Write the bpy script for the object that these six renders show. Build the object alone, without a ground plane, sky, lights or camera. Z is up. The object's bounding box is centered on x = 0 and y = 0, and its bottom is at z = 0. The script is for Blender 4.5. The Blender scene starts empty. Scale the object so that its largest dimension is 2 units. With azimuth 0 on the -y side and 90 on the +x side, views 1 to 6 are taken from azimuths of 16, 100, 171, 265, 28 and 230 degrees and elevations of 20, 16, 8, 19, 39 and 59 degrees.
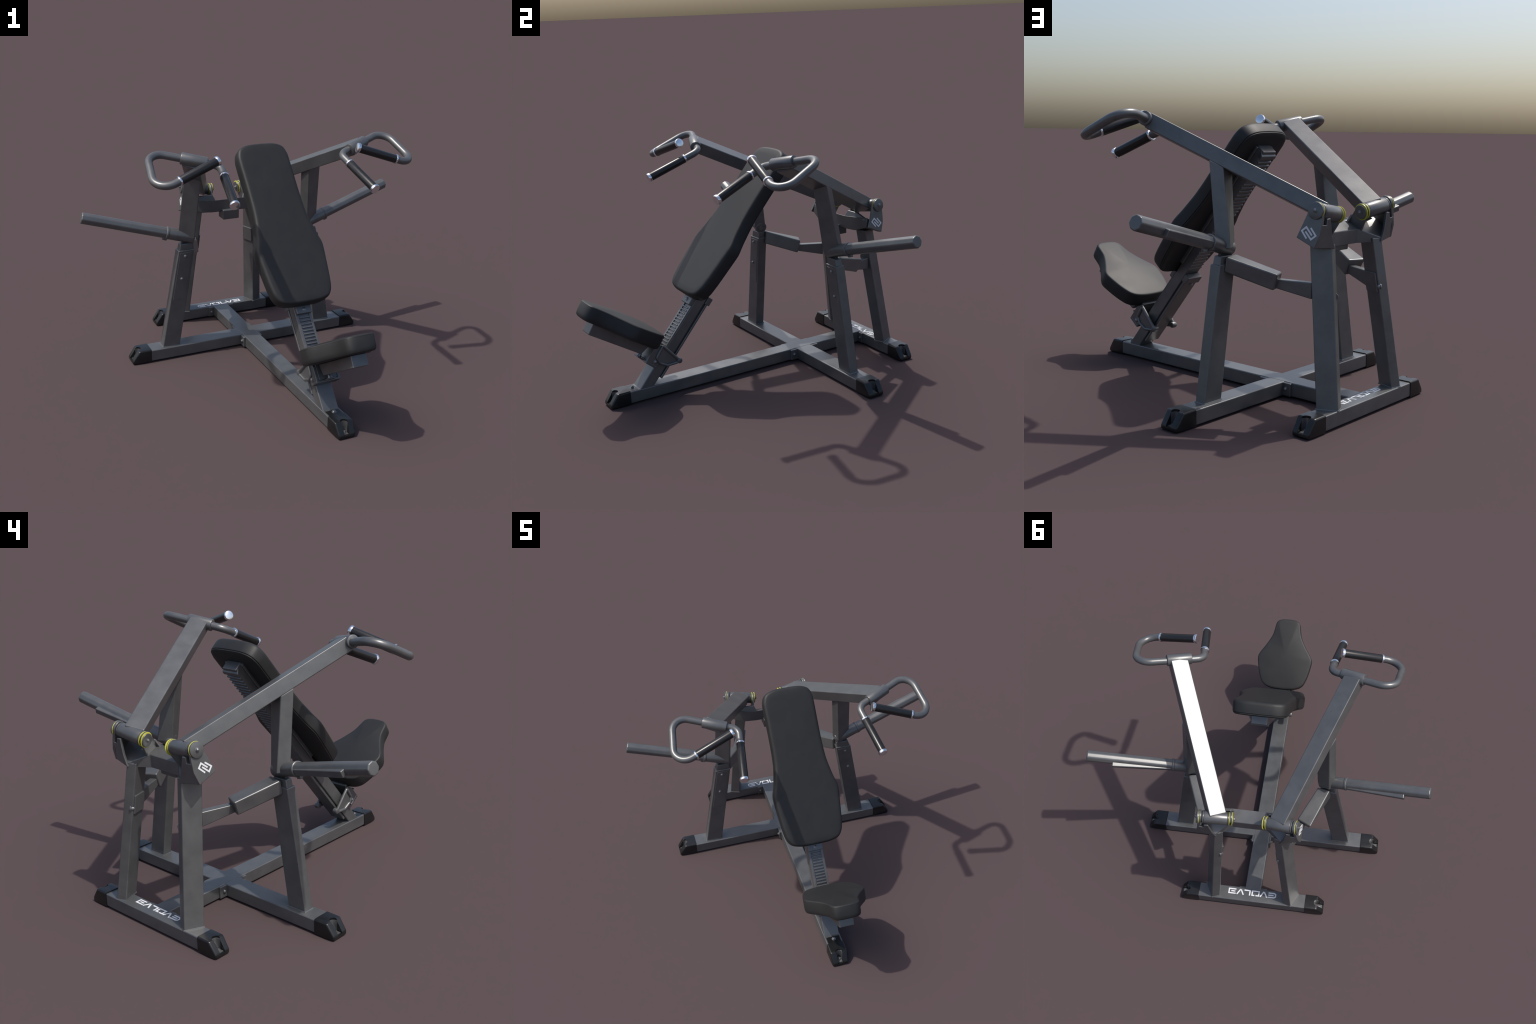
"""Plate-loaded incline press machine, built part by part in its own frame:
X = sideways (mirror plane X = 0), Y = towards the rear, Z = up, metres."""
import bpy, bmesh, math, random
from mathutils import Vector as V, Matrix

random.seed(7)
HEADING = math.radians(40.93)      # the machine stands turned in the world frame
SIDE_SHIFT = 0.069                 # mirror plane offset from the bounding-box centre

# ------------------------------------------------------------------ materials
def new_mat(name):
    m = bpy.data.materials.new(name)
    m.use_nodes = True
    nt = m.node_tree
    return m, nt, nt.nodes["Principled BSDF"]

def noise_material(name, col_a, col_b, scale, rough, rough_var, metallic=0.0,
                   bump=0.0, bump_scale=400.0, coat=0.0, spec=0.5, wear=None):
    m, nt, b = new_mat(name)
    n = nt.nodes
    tc = n.new("ShaderNodeTexCoord")
    ns = n.new("ShaderNodeTexNoise")
    ns.inputs["Scale"].default_value = scale
    ns.inputs["Detail"].default_value = 6
    ns.inputs["Roughness"].default_value = 0.6
    nt.links.new(tc.outputs["Object"], ns.inputs["Vector"])
    cr = n.new("ShaderNodeValToRGB")
    cr.color_ramp.elements[0].position = 0.35
    cr.color_ramp.elements[0].color = (*col_a, 1)
    cr.color_ramp.elements[1].position = 0.68
    cr.color_ramp.elements[1].color = (*col_b, 1)
    nt.links.new(ns.outputs["Fac"], cr.inputs["Fac"])
    col = cr.outputs["Color"]
    if wear:
        # sparse darker specks and rubbed flecks in the coating
        sp = n.new("ShaderNodeTexNoise")
        sp.inputs["Scale"].default_value = wear[0]
        sp.inputs["Detail"].default_value = 3
        nt.links.new(tc.outputs["Object"], sp.inputs["Vector"])
        r2 = n.new("ShaderNodeValToRGB")
        r2.color_ramp.elements[0].position = wear[1]
        r2.color_ramp.elements[0].color = (0, 0, 0, 1)
        r2.color_ramp.elements[1].position = wear[1] + 0.06
        r2.color_ramp.elements[1].color = (1, 1, 1, 1)
        nt.links.new(sp.outputs["Fac"], r2.inputs["Fac"])
        mx = n.new("ShaderNodeMix")
        mx.data_type = 'RGBA'
        mx.inputs["B"].default_value = (*wear[2], 1)
        nt.links.new(r2.outputs["Color"], mx.inputs["Factor"])
        nt.links.new(col, mx.inputs["A"])
        col = mx.outputs["Result"]
    nt.links.new(col, b.inputs["Base Color"])
    mr = n.new("ShaderNodeMapRange")
    mr.inputs["To Min"].default_value = rough - rough_var
    mr.inputs["To Max"].default_value = rough + rough_var
    nt.links.new(ns.outputs["Fac"], mr.inputs["Value"])
    nt.links.new(mr.outputs["Result"], b.inputs["Roughness"])
    b.inputs["Metallic"].default_value = metallic
    b.inputs["Coat Weight"].default_value = coat
    b.inputs["Specular IOR Level"].default_value = spec
    if bump > 0:
        nb = n.new("ShaderNodeTexNoise")
        nb.inputs["Scale"].default_value = bump_scale
        nb.inputs["Detail"].default_value = 2
        nt.links.new(tc.outputs["Object"], nb.inputs["Vector"])
        bp = n.new("ShaderNodeBump")
        bp.inputs["Strength"].default_value = bump
        bp.inputs["Distance"].default_value = 0.001
        nt.links.new(nb.outputs["Fac"], bp.inputs["Height"])
        nt.links.new(bp.outputs["Normal"], b.inputs["Normal"])
    return m

STEEL = noise_material("grey_coated_steel", (0.137, 0.141, 0.143), (0.168, 0.171, 0.171), 11.0,
                       0.37, 0.09, metallic=0.55, bump=0.10, bump_scale=260.0,
                       wear=(70.0, 0.72, (0.09, 0.092, 0.095)))
HARDWARE = noise_material("bolt_steel", (0.20, 0.205, 0.21), (0.27, 0.27, 0.275), 40.0, 0.33, 0.05, metallic=0.7)
LEATHER = noise_material("black_upholstery", (0.0165, 0.017, 0.0175), (0.0205, 0.021, 0.021), 14.0,
                         0.54, 0.04, bump=0.12, bump_scale=900.0, spec=0.40)
RUBBER = noise_material("black_rubber_cap", (0.0075, 0.008, 0.0085), (0.012, 0.0125, 0.013), 30.0,
                        0.32, 0.05, bump=0.05, bump_scale=300.0)
GRIP = noise_material("black_grip_rubber", (0.012, 0.012, 0.013), (0.017, 0.017, 0.018), 60.0,
                      0.30, 0.04, bump=0.05, bump_scale=700.0)
CHROME = noise_material("polished_chrome", (0.82, 0.83, 0.86), (0.90, 0.91, 0.94), 60.0, 0.20, 0.05, metallic=1.0)
YELLOW = noise_material("yellow_bushing", (0.48, 0.47, 0.045), (0.56, 0.54, 0.07), 60.0, 0.45, 0.05)
DARK = noise_material("dark_filler_and_rubber", (0.020, 0.021, 0.022), (0.028, 0.029, 0.030), 40.0, 0.5, 0.05)  # near-black for the rail groove filler, pivot liner and rubber stop
WHITE = noise_material("white_paint", (0.70, 0.71, 0.73), (0.78, 0.79, 0.80), 80.0, 0.42, 0.04)

# ------------------------------------------------------------------ scene tree
def link(o):
    bpy.context.scene.collection.objects.link(o)
    return o

ROOT = link(bpy.data.objects.new("incline_press_machine", None))
ROOT["label"] = "grey steel incline press machine with black padding"
ROOT["category"] = "gym machine"
ROOT.empty_display_size = 0.2
ROOT.rotation_euler = (0, 0, HEADING)
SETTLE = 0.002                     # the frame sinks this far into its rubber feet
ROOT.location = Matrix.Rotation(HEADING, 3, 'Z') @ V((SIDE_SHIFT, 0, -SETTLE))

def finish(bm, name, mat, parent, bevel=0.0, segs=3, angle=28, mirror=False):
    """Round the edges, set smooth/sharp, make the object (or its mirror image)."""
    bmesh.ops.recalc_face_normals(bm, faces=bm.faces)
    if bevel > 0:
        es = [e for e in bm.edges if len(e.link_faces) == 2 and e.calc_face_angle(0) > math.radians(angle)]
        if es:
            bmesh.ops.bevel(bm, geom=es, offset=bevel, offset_type='OFFSET', segments=segs,
                            profile=0.5, affect='EDGES', clamp_overlap=True)
    if mirror:
        bmesh.ops.scale(bm, vec=(-1, 1, 1), verts=bm.verts)
        bmesh.ops.reverse_faces(bm, faces=bm.faces)
    lim = math.radians(32)
    for f in bm.faces:
        f.smooth = True
    for e in bm.edges:
        e.smooth = not (len(e.link_faces) == 2 and e.calc_face_angle(0) > lim)
    me = bpy.data.meshes.new(name)
    bm.to_mesh(me)
    bm.free()
    me.materials.append(mat)
    o = link(bpy.data.objects.new(name, me))
    o.parent = parent
    if bevel > 0:
        w = o.modifiers.new("weighted_normals", 'WEIGHTED_NORMAL')
        w.keep_sharp = True
    return o

# ------------------------------------------------------------------ shape makers
def add_loft(bm, loops, caps=True):
    rings = [[bm.verts.new(p) for p in lp] for lp in loops]
    n = len(rings[0])
    for a, b in zip(rings, rings[1:]):
        for i in range(n):
            j = (i + 1) % n
            bm.faces.new((a[i], a[j], b[j], b[i]))
    if caps:
        bm.faces.new(rings[0][::-1])
        bm.faces.new(rings[-1])
    return rings

def loft(loops):
    bm = bmesh.new()
    add_loft(bm, loops)
    return bm

def rect(c, a, b, ha, hb):
    c, a, b = V(c), V(a), V(b)
    return [c - a * ha - b * hb, c + a * ha - b * hb, c + a * ha + b * hb, c - a * ha + b * hb]

def bar(p0, p1, side, hw, hh, bm=None):
    """Box tube from p0 to p1; half width hw along 'side', half height hh."""
    p0, p1 = V(p0), V(p1)
    d = (p1 - p0).normalized()
    s = V(side)
    s = (s - d * s.dot(d)).normalized()
    u = s.cross(d).normalized()
    bm = bm or bmesh.new()
    add_loft(bm, [rect(p0, s, u, hw, hh), rect(p1, s, u, hw, hh)])
    return bm

def block(x0, x1, y0, y1, z0, z1, bm=None):
    bm = bm or bmesh.new()
    add_loft(bm, [[V((x0, y0, z)), V((x1, y0, z)), V((x1, y1, z)), V((x0, y1, z))] for z in (z0, z1)])
    return bm

def prism(poly, axis, t, bm=None):
    """Extrude a planar polygon (3D points) by t along axis."""
    bm = bm or bmesh.new()
    ax = V(axis) * t
    add_loft(bm, [[V(p) for p in poly], [V(p) + ax for p in poly]])
    return bm

def frame_of(d):
    d = V(d).normalized()
    r = V((0, 0, 1)) if abs(d.z) < 0.9 else V((1, 0, 0))
    s = d.cross(r).normalized()
    return s, d.cross(s).normalized()

def lathe(p0, d, profile, segs=36, bm=None):
    """Solid of revolution about the axis (p0, d); profile = (distance along, radius)."""
    bm = bm or bmesh.new()
    p0, d = V(p0), V(d).normalized()
    s, u = frame_of(d)
    loops = [[p0 + d * t + (s * math.cos(k * math.tau / segs) + u * math.sin(k * math.tau / segs)) * r
              for k in range(segs)] for t, r in profile]
    add_loft(bm, loops)
    return bm

def ring_profile(l, r, c=0.003):
    return [(0, r - c), (c * 0.3, r - c * 0.3), (c, r), (l - c, r), (l - c * 0.3, r - c * 0.3), (l, r - c)]

def fillet_path(pts, radius, n=10):
    pts = [V(p) for p in pts]
    out = [pts[0]]
    for i in range(1, len(pts) - 1):
        a = (pts[i - 1] - pts[i]).normalized()
        b = (pts[i + 1] - pts[i]).normalized()
        ang = a.angle(b)
        r = radius[i - 1] if isinstance(radius, (list, tuple)) else radius
        t = r / math.tan(ang / 2)
        c = pts[i] + (a + b).normalized() * (r / math.sin(ang / 2))
        s, e = pts[i] + a * t - c, pts[i] + b * t - c
        for k in range(n + 1):
            out.append(c + s.normalized().slerp(e.normalized(), k / n) * r)
    out.append(pts[-1])
    return out

def sweep(path, r, segs=24, bm=None):
    bm = bm or bmesh.new()
    d = (path[1] - path[0]).normalized()
    s, u = frame_of(d)
    loops = []
    for i, p in enumerate(path):
        t = (path[min(i + 1, len(path) - 1)] - path[max(i - 1, 0)]).normalized()
        s = (s - t * s.dot(t)).normalized()
        u = t.cross(s)
        loops.append([p + (s * math.cos(k * math.tau / segs) + u * math.sin(k * math.tau / segs)) * r
                      for k in range(segs)])
    add_loft(bm, loops)
    return bm

def bolt(p, d, r=0.0095, h=0.010, bm=None):
    return lathe(V(p) - V(d).normalized() * 0.004, d,
                 [(0, r * 1.35), (0.0052, r * 1.35), (0.006, r), (0.006 + h * 0.45, r * 0.97),
                  (0.006 + h * 0.75, r * 0.7), (0.006 + h, r * 0.25)], segs=16, bm=bm)

def stroke(pts, w, origin, ex, ey, t, bm=None):
    """A flat raised band following a 2D polyline with mitred corners."""
    bm = bm or bmesh.new()
    P = [V((a, b)) for a, b in pts]
    ex, ey, origin = V(ex), V(ey), V(origin)
    nz = ex.cross(ey).normalized()
    L, R = [], []
    for i, p in enumerate(P):
        dirs = []
        if i > 0:
            dirs.append((p - P[i - 1]).normalized())
        if i < len(P) - 1:
            dirs.append((P[i + 1] - p).normalized())
        n = V((0, 0))
        for q in dirs:
            n += V((-q.y, q.x))
        n.normalize()
        k = 1.0 / max(0.35, n.dot(V((-dirs[0].y, dirs[0].x))))
        L.append(p + n * (w / 2 * k))
        R.append(p - n * (w / 2 * k))
    to3 = lambda q, h: origin + ex * q.x + ey * q.y + nz * h
    loops = [[to3(L[i], -0.002), to3(R[i], -0.002), to3(R[i], t), to3(L[i], t)] for i in range(len(P))]
    add_loft(bm, loops)
    return bm

def smooth_closed(pts, per=8):
    """Catmull-Rom through control points of a closed outline."""
    out, n = [], len(pts)
    for i in range(n):
        p0, p1, p2, p3 = (V(pts[(i + k - 1) % n]) for k in range(4))
        for k in range(per):
            t = k / per
            out.append(0.5 * ((2 * p1) + (p2 - p0) * t + (2 * p0 - 5 * p1 + 4 * p2 - p3) * t * t
                              + (3 * p1 - p0 - 3 * p2 + p3) * t ** 3))
    return out

def cushion(half, origin, ex, es, en, profile, crown, centre_s, per=8):
    """Upholstered pad. half = (half width, s) points from bottom to top on the +X side;
    profile = (inset, height) rings from the back face to the front edge."""
    ctrl = [(w, s) for w, s in half] + [(-w, s) for w, s in reversed(half)]
    out = smooth_closed(ctrl, per)
    n = len(out)
    nrm = []
    for i in range(n):
        t = (out[(i + 1) % n] - out[i - 1]).normalized()
        nrm.append(V((t.y, -t.x)))
    o, ex, es, en = V(origin), V(ex), V(es), V(en)
    to3 = lambda q, h: o + ex * q.x + es * q.y + en * h
    loops = []
    b_in, b_h = profile[0]
    c = V((0, centre_s))
    base = [out[i] - nrm[i] * b_in for i in range(n)]
    for f in (0.25, 0.6):
        loops.append([to3(c + (q - c) * f, b_h) for q in base])
    for ins, h in profile:
        loops.append([to3(out[i] - nrm[i] * ins, h) for i in range(n)])
    t_in, t_h = profile[-1]
    top = [out[i] - nrm[i] * t_in for i in range(n)]
    for f, k in ((0.93, 0.135), (0.82, 0.33), (0.62, 0.62), (0.38, 0.86), (0.15, 0.98)):
        loops.append([to3(c + (q - c) * f, t_h + crown * k) for q in top])
    return loft(loops)

# ------------------------------------------------------------------ floor frame
BZ0, BZ1 = 0.011, 0.0870           # floor tubes: underside and top
beam = finish(block(-0.056, 0.056, -1.0835, 0.664, BZ0, BZ1), "floor_beam", STEEL, ROOT, 0.006)

def crossbar(x_half, y0, y1):
    return finish(block(-x_half, x_half, y0, y1, BZ0 - 0.001, BZ1 - 0.0012), "crossbar", STEEL, ROOT, 0.006)

mid_bar = crossbar(0.7190, 0.1285, 0.2435)
rear_bar = crossbar(0.3780, 0.6575, 0.7590)

# bolted flanges where the cross tubes meet the floor beam
for sx in (1, -1):
    finish(block(sx * 0.052, sx * 0.069, 0.078, 0.294, 0.012, 0.083), "flange_plate", STEEL, beam, 0.004)
    for y in (0.100, 0.264):
        finish(bolt((sx * 0.069, y, 0.052), (sx, 0, 0), 0.010, 0.011), "bolt", HARDWARE, beam)
    finish(block(sx * 0.040, sx * 0.098, 0.649, 0.6605, 0.012, 0.082), "flange_plate", STEEL, rear_bar, 0.003)
    finish(bolt((sx * 0.076, 0.650, 0.046), (0, -1, 0), 0.009, 0.008), "bolt", HARDWARE, rear_bar)

# rubber end caps with a keyhole recess and a metal glide in it
def foot_cap_mesh(hw):
    """Cap along +X from 0 to 0.128, centred on Y."""
    def sec(x, zt, w):
        return [V((x, -w, 0)), V((x, w, 0)), V((x, w, zt)), V((x, -w, zt))]
    bm = loft([sec(0, 0.0900, hw), sec(0.083, 0.0900, hw), sec(0.1285, 0.024, hw - 0.004)])
    bmesh.ops.recalc_face_normals(bm, faces=bm.faces)
    es = [e for e in bm.edges if e.calc_face_angle(0) > math.radians(24)
          and not all(v.co.x < 1e-6 for v in e.verts)]
    bmesh.ops.bevel(bm, geom=es, offset=0.0100, segments=5, profile=0.5, affect='EDGES', clamp_overlap=True)
    body = bpy.data.meshes.new("cap_body")
    bm.to_mesh(body)
    bm.free()
    # cutter: round well plus a slot running out through the slanted face
    pts = [(0.083 + 0.0235 * math.cos(a), 0.0235 * math.sin(a))
           for a in [math.radians(52 + k * 256 / 20) for k in range(21)]]
    pts += [(0.15, -0.0165), (0.15, 0.0165)]
    cb = bmesh.new()
    add_loft(cb, [[V((x, y, 0.020)) for x, y in pts], [V((x, y, 0.12)) for x, y in pts]])
    bmesh.ops.recalc_face_normals(cb, faces=cb.faces)
    cut = bpy.data.meshes.new("cap_cut")
    cb.to_mesh(cut)
    cb.free()
    a = link(bpy.data.objects.new("tmp_a", body))
    c = link(bpy.data.objects.new("tmp_c", cut))
    md = a.modifiers.new("well", 'BOOLEAN')
    md.operation = 'DIFFERENCE'
    md.solver = 'EXACT'
    md.object = c
    dg = bpy.context.evaluated_depsgraph_get()
    dg.update()
    me = bpy.data.meshes.new_from_object(a.evaluated_get(dg))
    for t in (a, c):
        bpy.data.objects.remove(t)
    return me

cap_src = {}
def foot_cap(hw, place):
    if hw not in cap_src:
        cap_src[hw] = foot_cap_mesh(hw)
    bm = bmesh.new()
    bm.from_mesh(cap_src[hw])
    bmesh.ops.transform(bm, matrix=place, verts=bm.verts)
    cap = finish(bm, "foot_cap", RUBBER, ROOT)
    g = bmesh.new()
    # concave metal liner at the back of the well and a bolt on its floor
    n = 18
    arcs = [math.radians(70 + k * 220 / n) for k in range(n + 1)]
    for k in range(n):
        q = []
        for a in (arcs[k], arcs[k + 1]):
            for r in (0.0228, 0.0205):
                q.append((0.083 + r * math.cos(a), r * math.sin(a)))
        (a0, a1, b0, b1) = q
        poly = [(*a0, 0.0205), (*b0, 0.0205), (*b1, 0.0205), (*a1, 0.0205)]
        prism(poly, (0, 0, 1), 0.058, g)
    lathe((0.086, 0, 0.0195), (0, 0, 1), [(0, 0.0185), (0.004, 0.0185), (0.006, 0.012), (0.010, 0.010), (0.0115, 0.004)], 20, g)
    block(0.095, 0.117, -0.0155, 0.0155, 0.0195, 0.0225, g)
    bmesh.ops.transform(g, matrix=place, verts=g.verts)
    finish(g, "metal_glide", HARDWARE, cap)
    return cap

for sx in (1, -1):
    rot = Matrix.Identity(4) if sx > 0 else Matrix.Rotation(math.pi, 4, 'Z')
    foot_cap(0.0585, Matrix.Translation((sx * 0.7165, 0.187, SETTLE)) @ rot)
    foot_cap(0.0535, Matrix.Translation((sx * 0.3755, 0.7085, SETTLE)) @ rot)
foot_cap(0.0585, Matrix.Translation((0, -1.081, SETTLE)) @ Matrix.Rotation(-math.pi / 2, 4, 'Z'))
# black cover plate with a bolt between the front cap and the bench rail
finish(block(-0.046, 0.046, -1.084, -1.024, 0.080, 0.0885), "cover_plate", RUBBER, beam, 0.002)
finish(bolt((0.002, -1.046, 0.0875), (0, 0, 1), 0.011, 0.012), "bolt", HARDWARE, beam)

# raised lettering on the rear cross tube, read from the front
def lettering():
    y0, y1, w = 0.6740, 0.7150, 0.0088
    a, b, m = y0 + w / 2, y1 - w / 2, (y0 + y1) / 2
    bm = bmesh.new()
    O, EX, EY, T = V((0, 0, BZ1 - 0.0012)), (1, 0, 0), (0, 1, 0), 0.0016
    def S(pts):
        stroke(pts, w, O, EX, EY, T, bm)
    c = 0.007
    S([(-0.110, b), (-0.161 + c, b), (-0.164, b - c), (-0.164, a + c), (-0.161 + c, a), (-0.112, a)])
    S([(-0.150, m), (-0.113, m)])
    S([(-0.104, y1), (-0.082, y0 + 0.002), (-0.058, y1)][0:2])
    S([(-0.079, y0 + 0.001), (-0.057, y1)])
    S([(-0.024, b), (-0.046, b), (-0.046, a), (0.001, a), (0.001, b), (-0.016, b)])
    S([(0.018, y1), (0.018, a), (0.058, a)])
    S([(0.062, y1), (0.082, y0 + 0.002)])
    S([(0.085, y0 + 0.001), (0.108, y1)])
    S([(0.116, b), (0.165, b), (0.165, a), (0.116, a)])
    S([(0.121, m), (0.150, m)])
    finish(bm, "lettering", WHITE, rear_bar)
lettering()

# ------------------------------------------------------------------ left / right halves
def both(fn):
    for mir in (False, True):
        fn(mir)

SLOPE = math.radians(50)

def right_half(mir):
    sx = -1 if mir else 1
    mk = lambda bm, name, mat, par, bev=0.0, segs=3: finish(bm, name, mat, par, bev, segs, mirror=mir)

    # --- front upright on the middle cross tube, leaning inwards
    def upr(z, grow=0.0):
        k = (z - 0.084) / (0.762 - 0.084)
        cx = 0.570 + (0.4575 - 0.570) * k
        cy = 0.181 + (0.170 - 0.181) * k
        return rect((cx, cy, z), (1, 0, 0), (0, 1, 0), 0.0598 - 0.005 * k + grow, 0.0318 + 0.001 * k + grow)
    up = mk(loft([upr(0.080), upr(0.758)]), "upright", STEEL, ROOT, 0.006)
    mk(loft([upr(0.082, 0.0045), upr(0.0905, 0.002)]), "weld_bead", STEEL, up, 0.002, 2)
    mk(loft([upr(0.750, -0.007), upr(0.800, -0.010)]), "upright_cap", STEEL, up, 0.006)
    mk(loft([upr(0.798, -0.022), upr(0.812, -0.024)]), "rubber_stop", DARK, up, 0.003)
    # bolted front plate
    pl = []
    for z in (0.42, 0.742):
        k = (z - 0.084) / (0.762 - 0.084)
        cx = 0.570 - 0.1125 * k
        cy = 0.181 - 0.011 * k - 0.0318
        pl.append(rect((cx, cy - 0.0005, z), (1, 0, 0), (0, 1, 0), 0.043, 0.003))
    mk(loft(pl), "face_plate", STEEL, up, 0.003, 2)
    mk(bolt((0.470, 0.137, 0.719), (0, -1, 0.0)), "bolt", HARDWARE, up)
    mk(bolt((0.496, 0.139, 0.564), (0, -1, 0.0)), "bolt", HARDWARE, up)

    # --- rear upright, section turned in plan, leaning forwards and inwards
    base = [(0.3255, 0.6620), (0.2765, 0.7600), (0.2220, 0.7385), (0.2570, 0.6350)]
    def rp(z, g=0.0):
        k = (z - 0.085) / 0.765
        c = V((0.2745, 0.700))
        return [V(((c + (V(p) - c) * (1 + g)).x - 0.0605 * k, (c + (V(p) - c) * (1 + g)).y - 0.099 * k, z)) for p in base]
    ru = mk(loft([rp(0.080), rp(0.872)]), "rear_upright", STEEL, ROOT, 0.006)
    mk(loft([rp(0.082, 0.08), rp(0.0905, 0.03)]), "weld_bead", STEEL, ru, 0.002, 2)
    # plate on the inner face, bolted through to the brace
    def inner_plate(z):
        q = rp(z)
        m, e = (q[2] + q[3]) / 2, (q[3] - q[2]).normalized()
        return rect(m, e, V((-e.y, e.x, 0)), 0.046, 0.009)
    mk(loft([inner_plate(0.588), inner_plate(0.692)]), "clamp_plate", STEEL, ru, 0.004)
    mk(bolt((0.193, 0.666, 0.620), (-0.91, -0.40, 0), 0.0125, 0.016), "bolt", HARDWARE, ru)

    # --- brace from the upright back to the rear upright
    near = [V((0.392, 0.182, 0.714)), V((0.487, 0.205, 0.722)), V((0.474, 0.205, 0.797)), V((0.391, 0.194, 0.803))]
    far = [V((0.280, 0.380, 0.636)), V((0.360, 0.416, 0.638)), V((0.372, 0.453, 0.723)), V((0.281, 0.407, 0.722))]
    br = mk(loft([near, far]), "brace_block", STEEL, ROOT, 0.009)
    s2, u2 = V((0.86, 0.5, 0)), V((0, 0, 1))
    mk(loft([rect((0.322, 0.378, 0.672), s2, u2, 0.022, 0.021), rect((0.248, 0.570, 0.645), s2, u2, 0.022, 0.041)]),
       "brace_arm", STEEL, br, 0.006)

    # --- pivot bracket on the rear upright
    H0, H1 = V((0.094, 0.604, 1.006)), V((0.316, 0.631, 1.042))      # hinge axis, inner and outer bolt
    hd = (H1 - H0).normalized()
    L = (H1 - H0).length
    P = lambda t: H0 + hd * t
    def ear(t, poly, th):
        """Plate square to the hinge axis, its outer face at distance t along it."""
        pts = []
        for y, z in poly:
            x = (hd.dot(P(t)) - hd.y * y - hd.z * z) / hd.x
            pts.append(V((x, y, z)))
        return prism(pts, hd, -th)
    arc = [(0.628 + 0.042 * math.cos(math.radians(a)), 1.042 + 0.042 * math.sin(math.radians(a)))
           for a in range(-25, 206, 21)]
    outer = [(0.535, 0.909), (0.640, 0.864)] + [(0.664, 0.930), (0.667, 0.985)] + arc + [(0.566, 0.985)]
    pb = mk(ear(L - 0.011, outer, 0.018), "pivot_bracket", STEEL, ROOT, 0.004)
    # rear flange with the notch beside the outer plate
    fl = [(0.308, 0.667, 0.976), (0.272, 0.668, 0.972), (0.268, 0.668, 1.002), (0.242, 0.668, 1.003), (0.225, 0.667, 0.915),
          (0.199, 0.666, 0.853), (0.319, 0.640, 0.864)]
    mk(prism(fl, (0, -1, 0), 0.016), "rear_flange", STEEL, pb, 0.004)
    # inner ear reaching from the bridge up to the barrel
    arc2 = [(0.601 + 0.041 * math.cos(math.radians(a)), 1.010 + 0.041 * math.sin(math.radians(a)))
            for a in range(-40, 171, 21)]
    inner = [(0.512, 0.930), (0.590, 0.905)] + arc2 + [(0.535, 0.985)]
    mk(ear(0.022, inner, 0.013), "inner_ear", STEEL, pb, 0.004)
    # front gusset from the bridge up towards the barrel
    gs = [(0.100, 0.504, 0.945), (0.292, 0.536, 0.945), (0.280, 0.540, 0.962), (0.205, 0.536, 0.986), (0.118, 0.526, 0.990)]
    mk(prism(gs, (0, 1, 0), 0.014), "front_gusset", STEEL, pb, 0.004)
    # emblem: two interlocking hooks on the outer face
    if not mir:
        hooks = [[(0.5925, 0.9077), (0.5626, 0.9428), (0.5853, 0.9616), (0.6196, 0.9245)],
                 [(0.6098, 0.9587), (0.6408, 0.9239), (0.6170, 0.9050), (0.5827, 0.9408)]]
    else:
        hooks = [[(0.5988, 0.9185), (0.6311, 0.9479), (0.6140, 0.9691), (0.5798, 0.9406)],
                 [(0.5916, 0.9683), (0.5563, 0.9413), (0.5745, 0.9183), (0.6104, 0.9491)]]
    eb = bmesh.new()
    for h in hooks:
        y_ax = V((-hd.y / hd.x, 1, 0))
        z_ax = V((-hd.z / hd.x, 0, 1))
        stroke(h, 0.0082, V((hd.dot(P(L - 0.011)) / hd.x, 0, 0)), y_ax, z_ax, 0.0012, eb)
    mk(eb, "emblem", WHITE, pb)
    # pivot hardware along the hinge axis
    mk(lathe(P(0.036), hd, ring_profile(L - 0.080, 0.0405, 0.004)), "pivot_barrel", STEEL, pb)
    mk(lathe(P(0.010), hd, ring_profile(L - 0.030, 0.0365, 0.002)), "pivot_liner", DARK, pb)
    for t0, l, r in ((-0.002, 0.008, 0.0370), (L - 0.0125, 0.0125, 0.0415)):
        mk(lathe(P(t0), hd, ring_profile(l, r, 0.004)), "pivot_disc", STEEL, pb)
    for t0, r in ((0.0050, 0.0434), (0.0225, 0.0418), (L - 0.0150, 0.0436)):
        mk(lathe(P(t0), hd, ring_profile(0.0038, r - 0.0006, 0.001)), "bushing_ring", YELLOW, pb)
    for t0 in (0.0272, L - 0.043):
        mk(lathe(P(t0), hd, ring_profile(0.0075, 0.0405, 0.002)), "pivot_washer", STEEL, pb)
    mk(bolt(P(L + 0.001), hd, 0.0095, 0.010), "bolt", HARDWARE, pb)
    mk(bolt(P(-0.003), -hd, 0.0095, 0.010), "bolt", HARDWARE, pb)

    # --- press arm
    A0, A1 = V((0.196, 0.603, 1.026)), V((0.556, -0.236, 1.4445))
    ad = (A1 - A0).normalized()
    wl = V((0.85, 0.48, 0.22))
    wl = (wl - ad * wl.dot(ad)).normalized()
    au = wl.cross(ad).normalized()
    if au.z < 0:
        au = -au
    arm = mk(loft([rect(A0, wl, au, 0.0550, 0.0396), rect(A1, wl, au, 0.0558, 0.0396)]), "press_arm", STEEL, ROOT, 0.006)
    # strut hanging from the arm down to the weight horn
    # (its section twists slightly; the head follows the underside of the arm)
    hi = [(0.4865, 0.103), (0.4505, 0.161), (0.3620, 0.141), (0.3835, 0.068)]
    lo = [(0.5065, 0.160), (0.4645, 0.219), (0.3830, 0.179), (0.4075, 0.107)]
    plane_p = A0 - au * 0.0365
    top, bot = [], []
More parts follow.
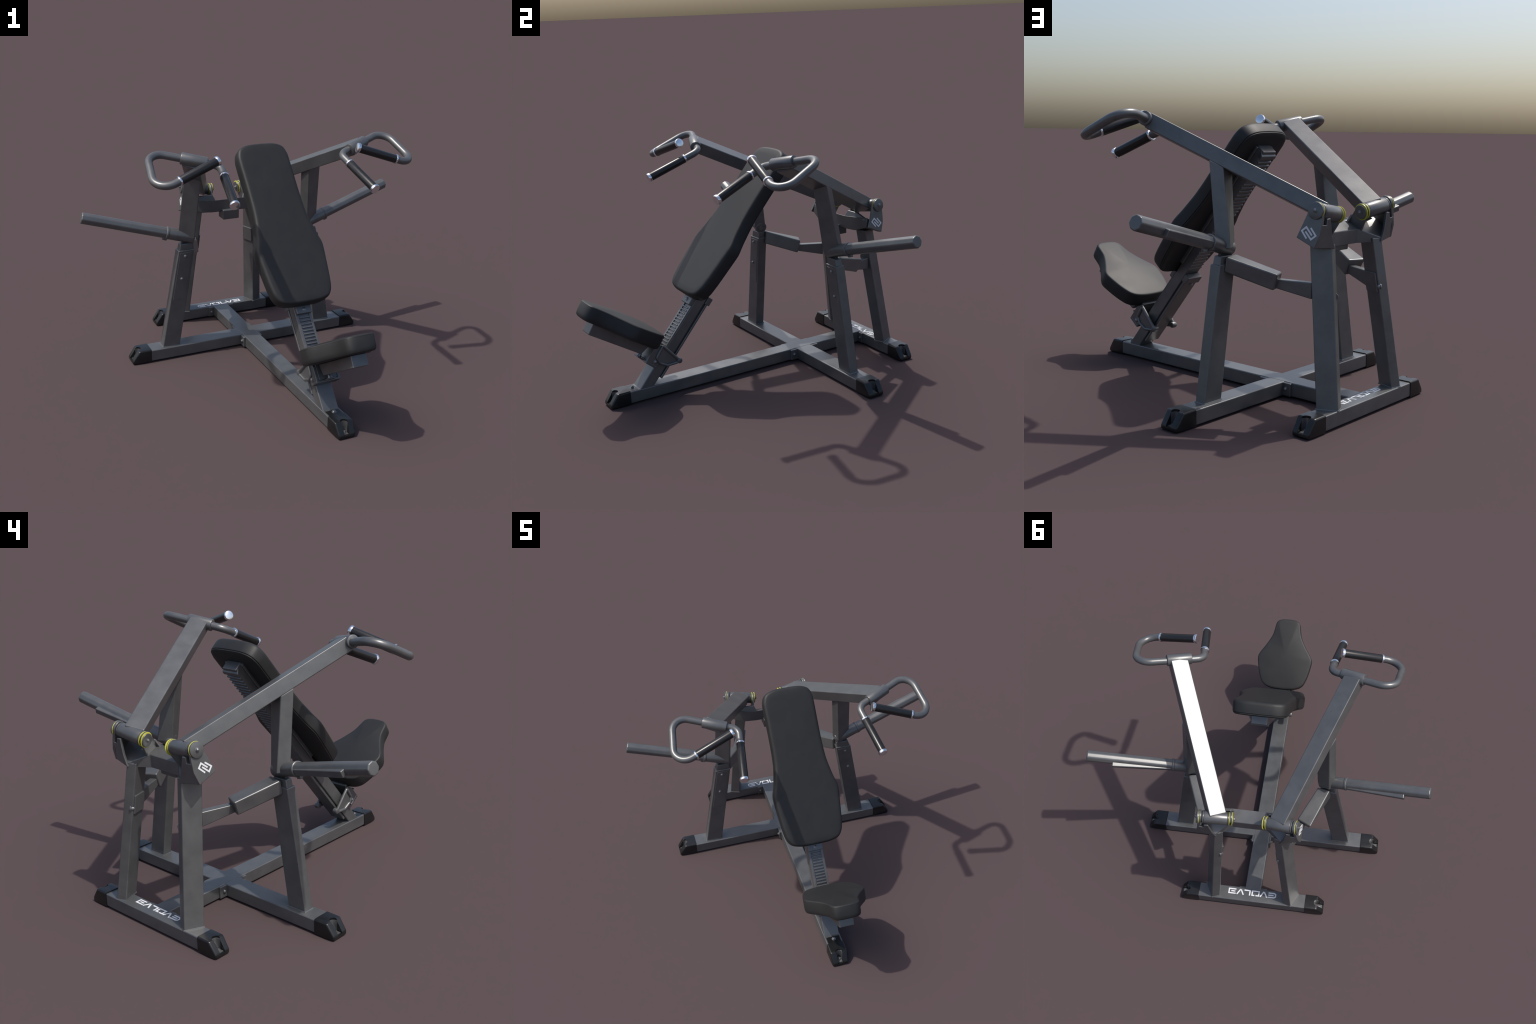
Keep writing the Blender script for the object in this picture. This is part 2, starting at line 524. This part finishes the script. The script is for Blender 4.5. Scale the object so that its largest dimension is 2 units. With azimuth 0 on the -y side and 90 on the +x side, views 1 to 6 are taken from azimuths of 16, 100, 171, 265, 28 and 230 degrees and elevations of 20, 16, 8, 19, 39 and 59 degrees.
    for (hx, hy), (lx, ly) in zip(hi, lo):
        a, b = V((lx, ly, 0.90)), V((hx, hy, 1.25))
        d = b - a
        bot.append(a + d * ((0.836 - 0.90) / 0.35))
        top.append(a + d * ((plane_p - a).dot(au) / d.dot(au)))
    mk(loft([top, bot]), "arm_strut", STEEL, arm, 0.006)
    # weight horn
    B0, B1 = V((0.400, 0.1615, 0.829)), V((1.1015, 0.2715, 1.0135))
    pd = (B1 - B0).normalized()
    horn = mk(lathe(B0 + pd * 0.15, pd, [(0, 0.0385), (0.590, 0.0385)], 8), "weight_horn", STEEL, arm, 0.008, 4)
    mk(lathe(B0, pd, [(0, 0.033), (0.003, 0.0385), (0.006, 0.0395), (0.172, 0.0395), (0.176, 0.0425), (0.187, 0.0425), (0.190, 0.039)], 40),
       "horn_sleeve", STEEL, arm)
    mk(lathe(B0 - pd * 0.002, pd, [(0, 0.014), (0.004, 0.016)], 20), "sleeve_plug", HARDWARE, arm)
    down = V((0, 0, -1))
    down = (down - pd * down.dot(pd)).normalized()
    hp = B0 + pd * 0.186 + down * 0.040
    mk(bar(hp - pd * 0.012, hp + pd * 0.018, (0, 1, 0), 0.010, 0.010), "horn_latch", STEEL, arm, 0.004)
    # tapered rib on the back of the horn that ends in a step
    back = V((0, 1, 0))
    back = (back - pd * back.dot(pd)).normalized()
    rb = (back * 0.96 + down * 0.28).normalized()
    rs = pd.cross(rb).normalized()
    mk(loft([rect(B0 + pd * 0.19 + rb * 0.018, rs, rb, 0.019, 0.018),
             rect(B0 + pd * 0.575 + rb * 0.033, rs, rb, 0.019, 0.024)]), "horn_rib", STEEL, arm, 0.006)

    # --- handle
    SA, SB = V((0.478, -0.2725, 1.4355)), V((0.622, -0.2135, 1.466))
    sd = (SB - SA).normalized()
    mk(lathe(SA, sd, [(0, 0.030), (0.002, 0.0350), (0.005, 0.0362), ((SB - SA).length - 0.005, 0.0362),
                      ((SB - SA).length - 0.002, 0.0350), ((SB - SA).length, 0.030)], 36), "handle_sleeve", STEEL, arm)
    hc, hr = V((0.461, -0.398, 1.478)), V((0.715, -0.448, 1.395))
    lc, lr = V((0.457, -0.633, 1.277)), V((0.419, -0.387, 1.380))
    bA, bB, bI = V((0.806, -0.140, 1.503)), V((0.864, -0.4765, 1.344)), V((0.405, -0.2945, 1.4185))
    path = fillet_path([hr + (hc - hr) * 0.03, bB, bA, bI, lr + (lc - lr) * 0.04], [0.085, 0.085, 0.058], 12)
    tube = mk(sweep(path, 0.0232), "handle_tube", STEEL, arm)
    for a, b in ((hr, hc), (lr, lc)):
        d = (b - a).normalized()
        l = (b - a).length
        mk(lathe(a, d, [(0, 0.0250), (0.004, 0.0266), (l - 0.010, 0.0266), (l - 0.008, 0.024)], 30), "grip", GRIP, arm)
        mk(lathe(a - d * 0.005, d, ring_profile(0.013, 0.0298, 0.004), 30), "grip_collar", CHROME, arm)
        mk(lathe(b - d * 0.016, d, ring_profile(0.021, 0.0302, 0.006), 30), "grip_end_cap", CHROME, arm)

both(right_half)

# ------------------------------------------------------------------ bridge between the brackets
def bridge():
    half = [(0.110, [(0.503, 0.870), (0.503, 0.956), (0.540, 0.938), (0.580, 0.918), (0.578, 0.845)]),
            (0.205, [(0.514, 0.872), (0.516, 0.962), (0.575, 0.922), (0.657, 0.874), (0.657, 0.848)]),
            (0.300, [(0.535, 0.906), (0.546, 0.968), (0.600, 0.930), (0.650, 0.886), (0.644, 0.863)])]
    secs = [[V((-x, y, z)) for y, z in q] for x, q in reversed(half)] + [[V((x, y, z)) for y, z in q] for x, q in half]
    b = finish(loft(secs), "pivot_bridge", STEEL, ROOT, 0.004, angle=18)
    finish(block(-0.060, 0.060, 0.470, 0.558, 0.817, 0.885), "bumper_block", STEEL, b, 0.006)
bridge()

# ------------------------------------------------------------------ bench: rail, backrest, seat
ts = V((0, math.cos(SLOPE), math.sin(SLOPE)))           # up along the rail
tn = V((0, math.sin(SLOPE), -math.cos(SLOPE)))          # towards the back of the rail
ORG = V((0, -1.017, 0.082))
def R(x, s, d):
    return ORG + V((x, 0, 0)) + ts * s + tn * d

def rail_bar(hw, s0, s1, d0, d1, bm=None):
    bm = bm or bmesh.new()
    add_loft(bm, [[R(-hw, s, d0), R(hw, s, d0), R(hw, s, d1), R(-hw, s, d1)] for s in (s0, s1)])
    return bm

# main tube cut level where it stands on the floor beam
def foot_s(d, z=0.080):
    return (z - ORG.z - tn.z * d) / ts.z
lower = [R(-0.052, foot_s(0.0), 0.0), R(0.052, foot_s(0.0), 0.0), R(0.052, foot_s(0.072), 0.072), R(-0.052, foot_s(0.072), 0.072)]
upper = [R(-0.052, 1.636, 0.002), R(0.052, 1.636, 0.002), R(0.052, 1.636, 0.060), R(-0.052, 1.636, 0.060)]
rail = finish(loft([lower, upper]), "bench_rail", STEEL, ROOT, 0.006)
finish(rail_bar(0.044, 0.13, 0.70, 0.068, 0.082), "rail_gap_filler", DARK, rail)  # added solid dark bar standing in for the open groove behind the tube
finish(rail_bar(0.052, 0.125, 0.70, 0.079, 0.094), "rear_track", STEEL, rail, 0.004)

# toothed rack on the front (seat adjustment)
fr = bmesh.new()
n = 15
for i in range(n):
    s = 0.285 + i * 0.0205
    add_loft(fr, [[R(-0.034, s, 0.004), R(0.034, s, 0.004), R(0.034, s + 0.002, -0.008), R(-0.034, s + 0.002, -0.008)],
                  [R(-0.034, s + 0.012, 0.004), R(0.034, s + 0.012, 0.004), R(0.034, s + 0.009, -0.008), R(-0.034, s + 0.009, -0.008)]])
o = finish(fr, "rack_tooth_row", STEEL, rail, 0.0015, 2)
o["kind"] = "stuff"
for sx in (1, -1):
    finish(loft([rect(R(sx * 0.043, s, -0.001), (1, 0, 0), tn, 0.008, 0.004) for s in (0.17, 0.60)]), "rack_edge_strip", STEEL, rail, 0.002, 2)
# catch block with a screw just under the backrest
cb = finish(rail_bar(0.051, 0.598, 0.655, -0.027, 0.002), "catch_block", STEEL, rail, 0.005)
finish(bolt(R(0, 0.622, -0.027), -tn, 0.010, 0.006), "bolt", HARDWARE, cb)
# rear rack behind the backrest
rr = bmesh.new()
for i in range(32):
    s = 0.735 + i * 0.0265
    add_loft(rr, [[R(-0.050, s, 0.046), R(0.050, s, 0.046), R(0.054, s + 0.004, 0.068), R(-0.054, s + 0.004, 0.068)],
                  [R(-0.050, s + 0.023, 0.046), R(0.050, s + 0.023, 0.046), R(0.054, s + 0.014, 0.068), R(-0.054, s + 0.014, 0.068)]])
o = finish(rr, "rear_rack_tooth_row", STEEL, rail, 0.002, 2)
o["kind"] = "stuff"
add = [[R(-0.050, 1.636, 0.030), R(0.050, 1.636, 0.030), R(0.050, 1.590, 0.030), R(-0.050, 1.590, 0.030)],
       [R(-0.060, 1.612, 0.070), R(0.060, 1.612, 0.070), R(0.060, 1.590, 0.070), R(-0.060, 1.590, 0.070)]]
finish(loft(add), "rail_end_tooth", STEEL, rail, 0.004)
tb = finish(rail_bar(0.056, 0.655, 0.705, 0.068, 0.106), "track_end_block", STEEL, rail, 0.005)
finish(bolt(R(0.0, 0.648, 0.100), tn, 0.010, 0.012), "bolt", HARDWARE, tb)
# mounting plate under the cushion
finish(rail_bar(0.066, 0.74, 1.630, -0.010, 0.018), "mounting_plate", STEEL, rail, 0.004)

half_back = [(0.050, 0.643), (0.107, 0.647), (0.160, 0.664), (0.190, 0.705), (0.203, 0.760), (0.2105, 0.82), (0.2185, 0.90),
             (0.2255, 0.98), (0.2235, 1.020), (0.207, 1.076), (0.193, 1.140), (0.181, 1.21), (0.1755, 1.30), (0.174, 1.40),
             (0.1745, 1.50), (0.175, 1.59), (0.1715, 1.642), (0.153, 1.688), (0.110, 1.712), (0.05, 1.720)]
back_prof = [(0.034, 0.0), (0.012, 0.003), (0.004, 0.009), (0.0035, 0.0125), (0.0055, 0.0145), (0.001, 0.018), (0.0, 0.024), (0.0, 0.070),
             (0.0015, 0.079), (0.005, 0.086), (0.011, 0.0905), (0.019, 0.093)]
PAD = math.radians(49.4)                                # the cushion lies a little flatter than the rail
ps, pn = V((0, math.cos(PAD), math.sin(PAD))), V((0, -math.sin(PAD), math.cos(PAD)))
finish(cushion(half_back, R(0, 0.65, -0.005) - ps * 0.65, (1, 0, 0), ps, pn, back_prof, 0.003, 1.15), "backrest", LEATHER, ROOT)

# seat cushion: tilted, narrow nose to the front
TILT = math.radians(32)
su = V((0, math.cos(TILT), -math.sin(TILT)))            # towards the rear of the seat
sn = V((0, math.sin(TILT), math.cos(TILT)))             # out of the seat surface
SORG = V((0, -1.275, 0.680))
half_seat = [(0.035, -0.023), (0.072, -0.012), (0.090, 0.010), (0.098, 0.050), (0.108, 0.095), (0.130, 0.142), (0.162, 0.195),
             (0.195, 0.245), (0.2055, 0.280), (0.199, 0.330), (0.187, 0.385), (0.172, 0.430), (0.152, 0.467), (0.115, 0.492), (0.05, 0.504)]
seat_prof = [(0.036, -0.097), (0.015, -0.0955), (0.006, -0.090), (0.0015, -0.081), (0.0, -0.066), (0.0, -0.0135), (0.0012, -0.0095), (0.0006, -0.0080),
             (0.0018, -0.0045), (0.005, -0.0015), (0.010, 0.0), (0.018, 0.001)]
seat = finish(cushion(half_seat, SORG + sn * 0.003, (1, 0, 0), su, sn, seat_prof, 0.012, 0.25), "seat", LEATHER, ROOT)

def Q(x, u, h):
    return SORG + V((x, 0, 0)) + su * u + sn * h
sb = bmesh.new()
add_loft(sb, [[Q(-0.049, 0.064, -0.164), Q(0.049, 0.064, -0.164), Q(0.049, 0.064, -0.094), Q(-0.049, 0.064, -0.094)],
              [Q(-0.049, 0.44, -0.164), Q(0.049, 0.44, -0.164), Q(0.049, 0.47, -0.094), Q(-0.049, 0.47, -0.094)]])
support = finish(sb, "seat_support", STEEL, ROOT, 0.005)

# carriage that clamps the seat to the rail
car = bmesh.new()
rail_bar(0.080, 0.160, 0.176, -0.082, -0.003, car)
rail_bar(0.060, 0.176, 0.300, -0.082, -0.060, car)
carriage = finish(car, "seat_carriage", STEEL, support, 0.004)
for sx in (1, -1):
    poly = [(0.160, -0.082), (0.258, -0.084), (0.300, -0.060), (0.292, -0.040), (0.286, 0.030), (0.205, 0.004), (0.160, -0.006)]
    finish(prism([R(sx * 0.062, s, d) for s, d in poly], (sx, 0, 0), 0.016), "side_plate", STEEL, carriage, 0.003)
    loop = [R(sx * 0.081, s, d) for s, d in [(0.302, -0.046), (0.276, 0.122), (0.215, 0.058), (0.204, 0.000), (0.222, -0.036)]]
    pth = fillet_path([(loop[0] + loop[1]) / 2] + loop[1:] + [loop[0], (loop[0] + loop[1]) / 2], [0.012, 0.03, 0.02, 0.016, 0.008], 6)
    finish(sweep(pth, 0.0095, 14), "release_lever", STEEL, carriage)
    web = [(0.300, -0.044), (0.274, 0.110), (0.217, 0.056), (0.206, 0.000), (0.224, -0.034)]
    finish(prism([R(sx * 0.072, s, d) for s, d in web], (sx, 0, 0), 0.007), "lever_web", STEEL, carriage)
    finish(lathe(R(sx * 0.058, 0.276, 0.112), (sx, 0, 0), ring_profile(0.034, 0.018, 0.006), 20), "lever_knob", STEEL, carriage)
    finish(bolt(R(sx * 0.079, 0.195, -0.030), (sx, 0, 0), 0.011, 0.008), "bolt", HARDWARE, carriage)
finish(rail_bar(0.030, 0.164, 0.172, -0.125, -0.078), "carriage_tab", STEEL, carriage, 0.003)
finish(lathe(R(0, 0.172, -0.104), ts, [(0, 0.016), (0.006, 0.016), (0.007, 0.012), (0.018, 0.011), (0.022, 0.006)], 20), "adjust_knob", HARDWARE, carriage)
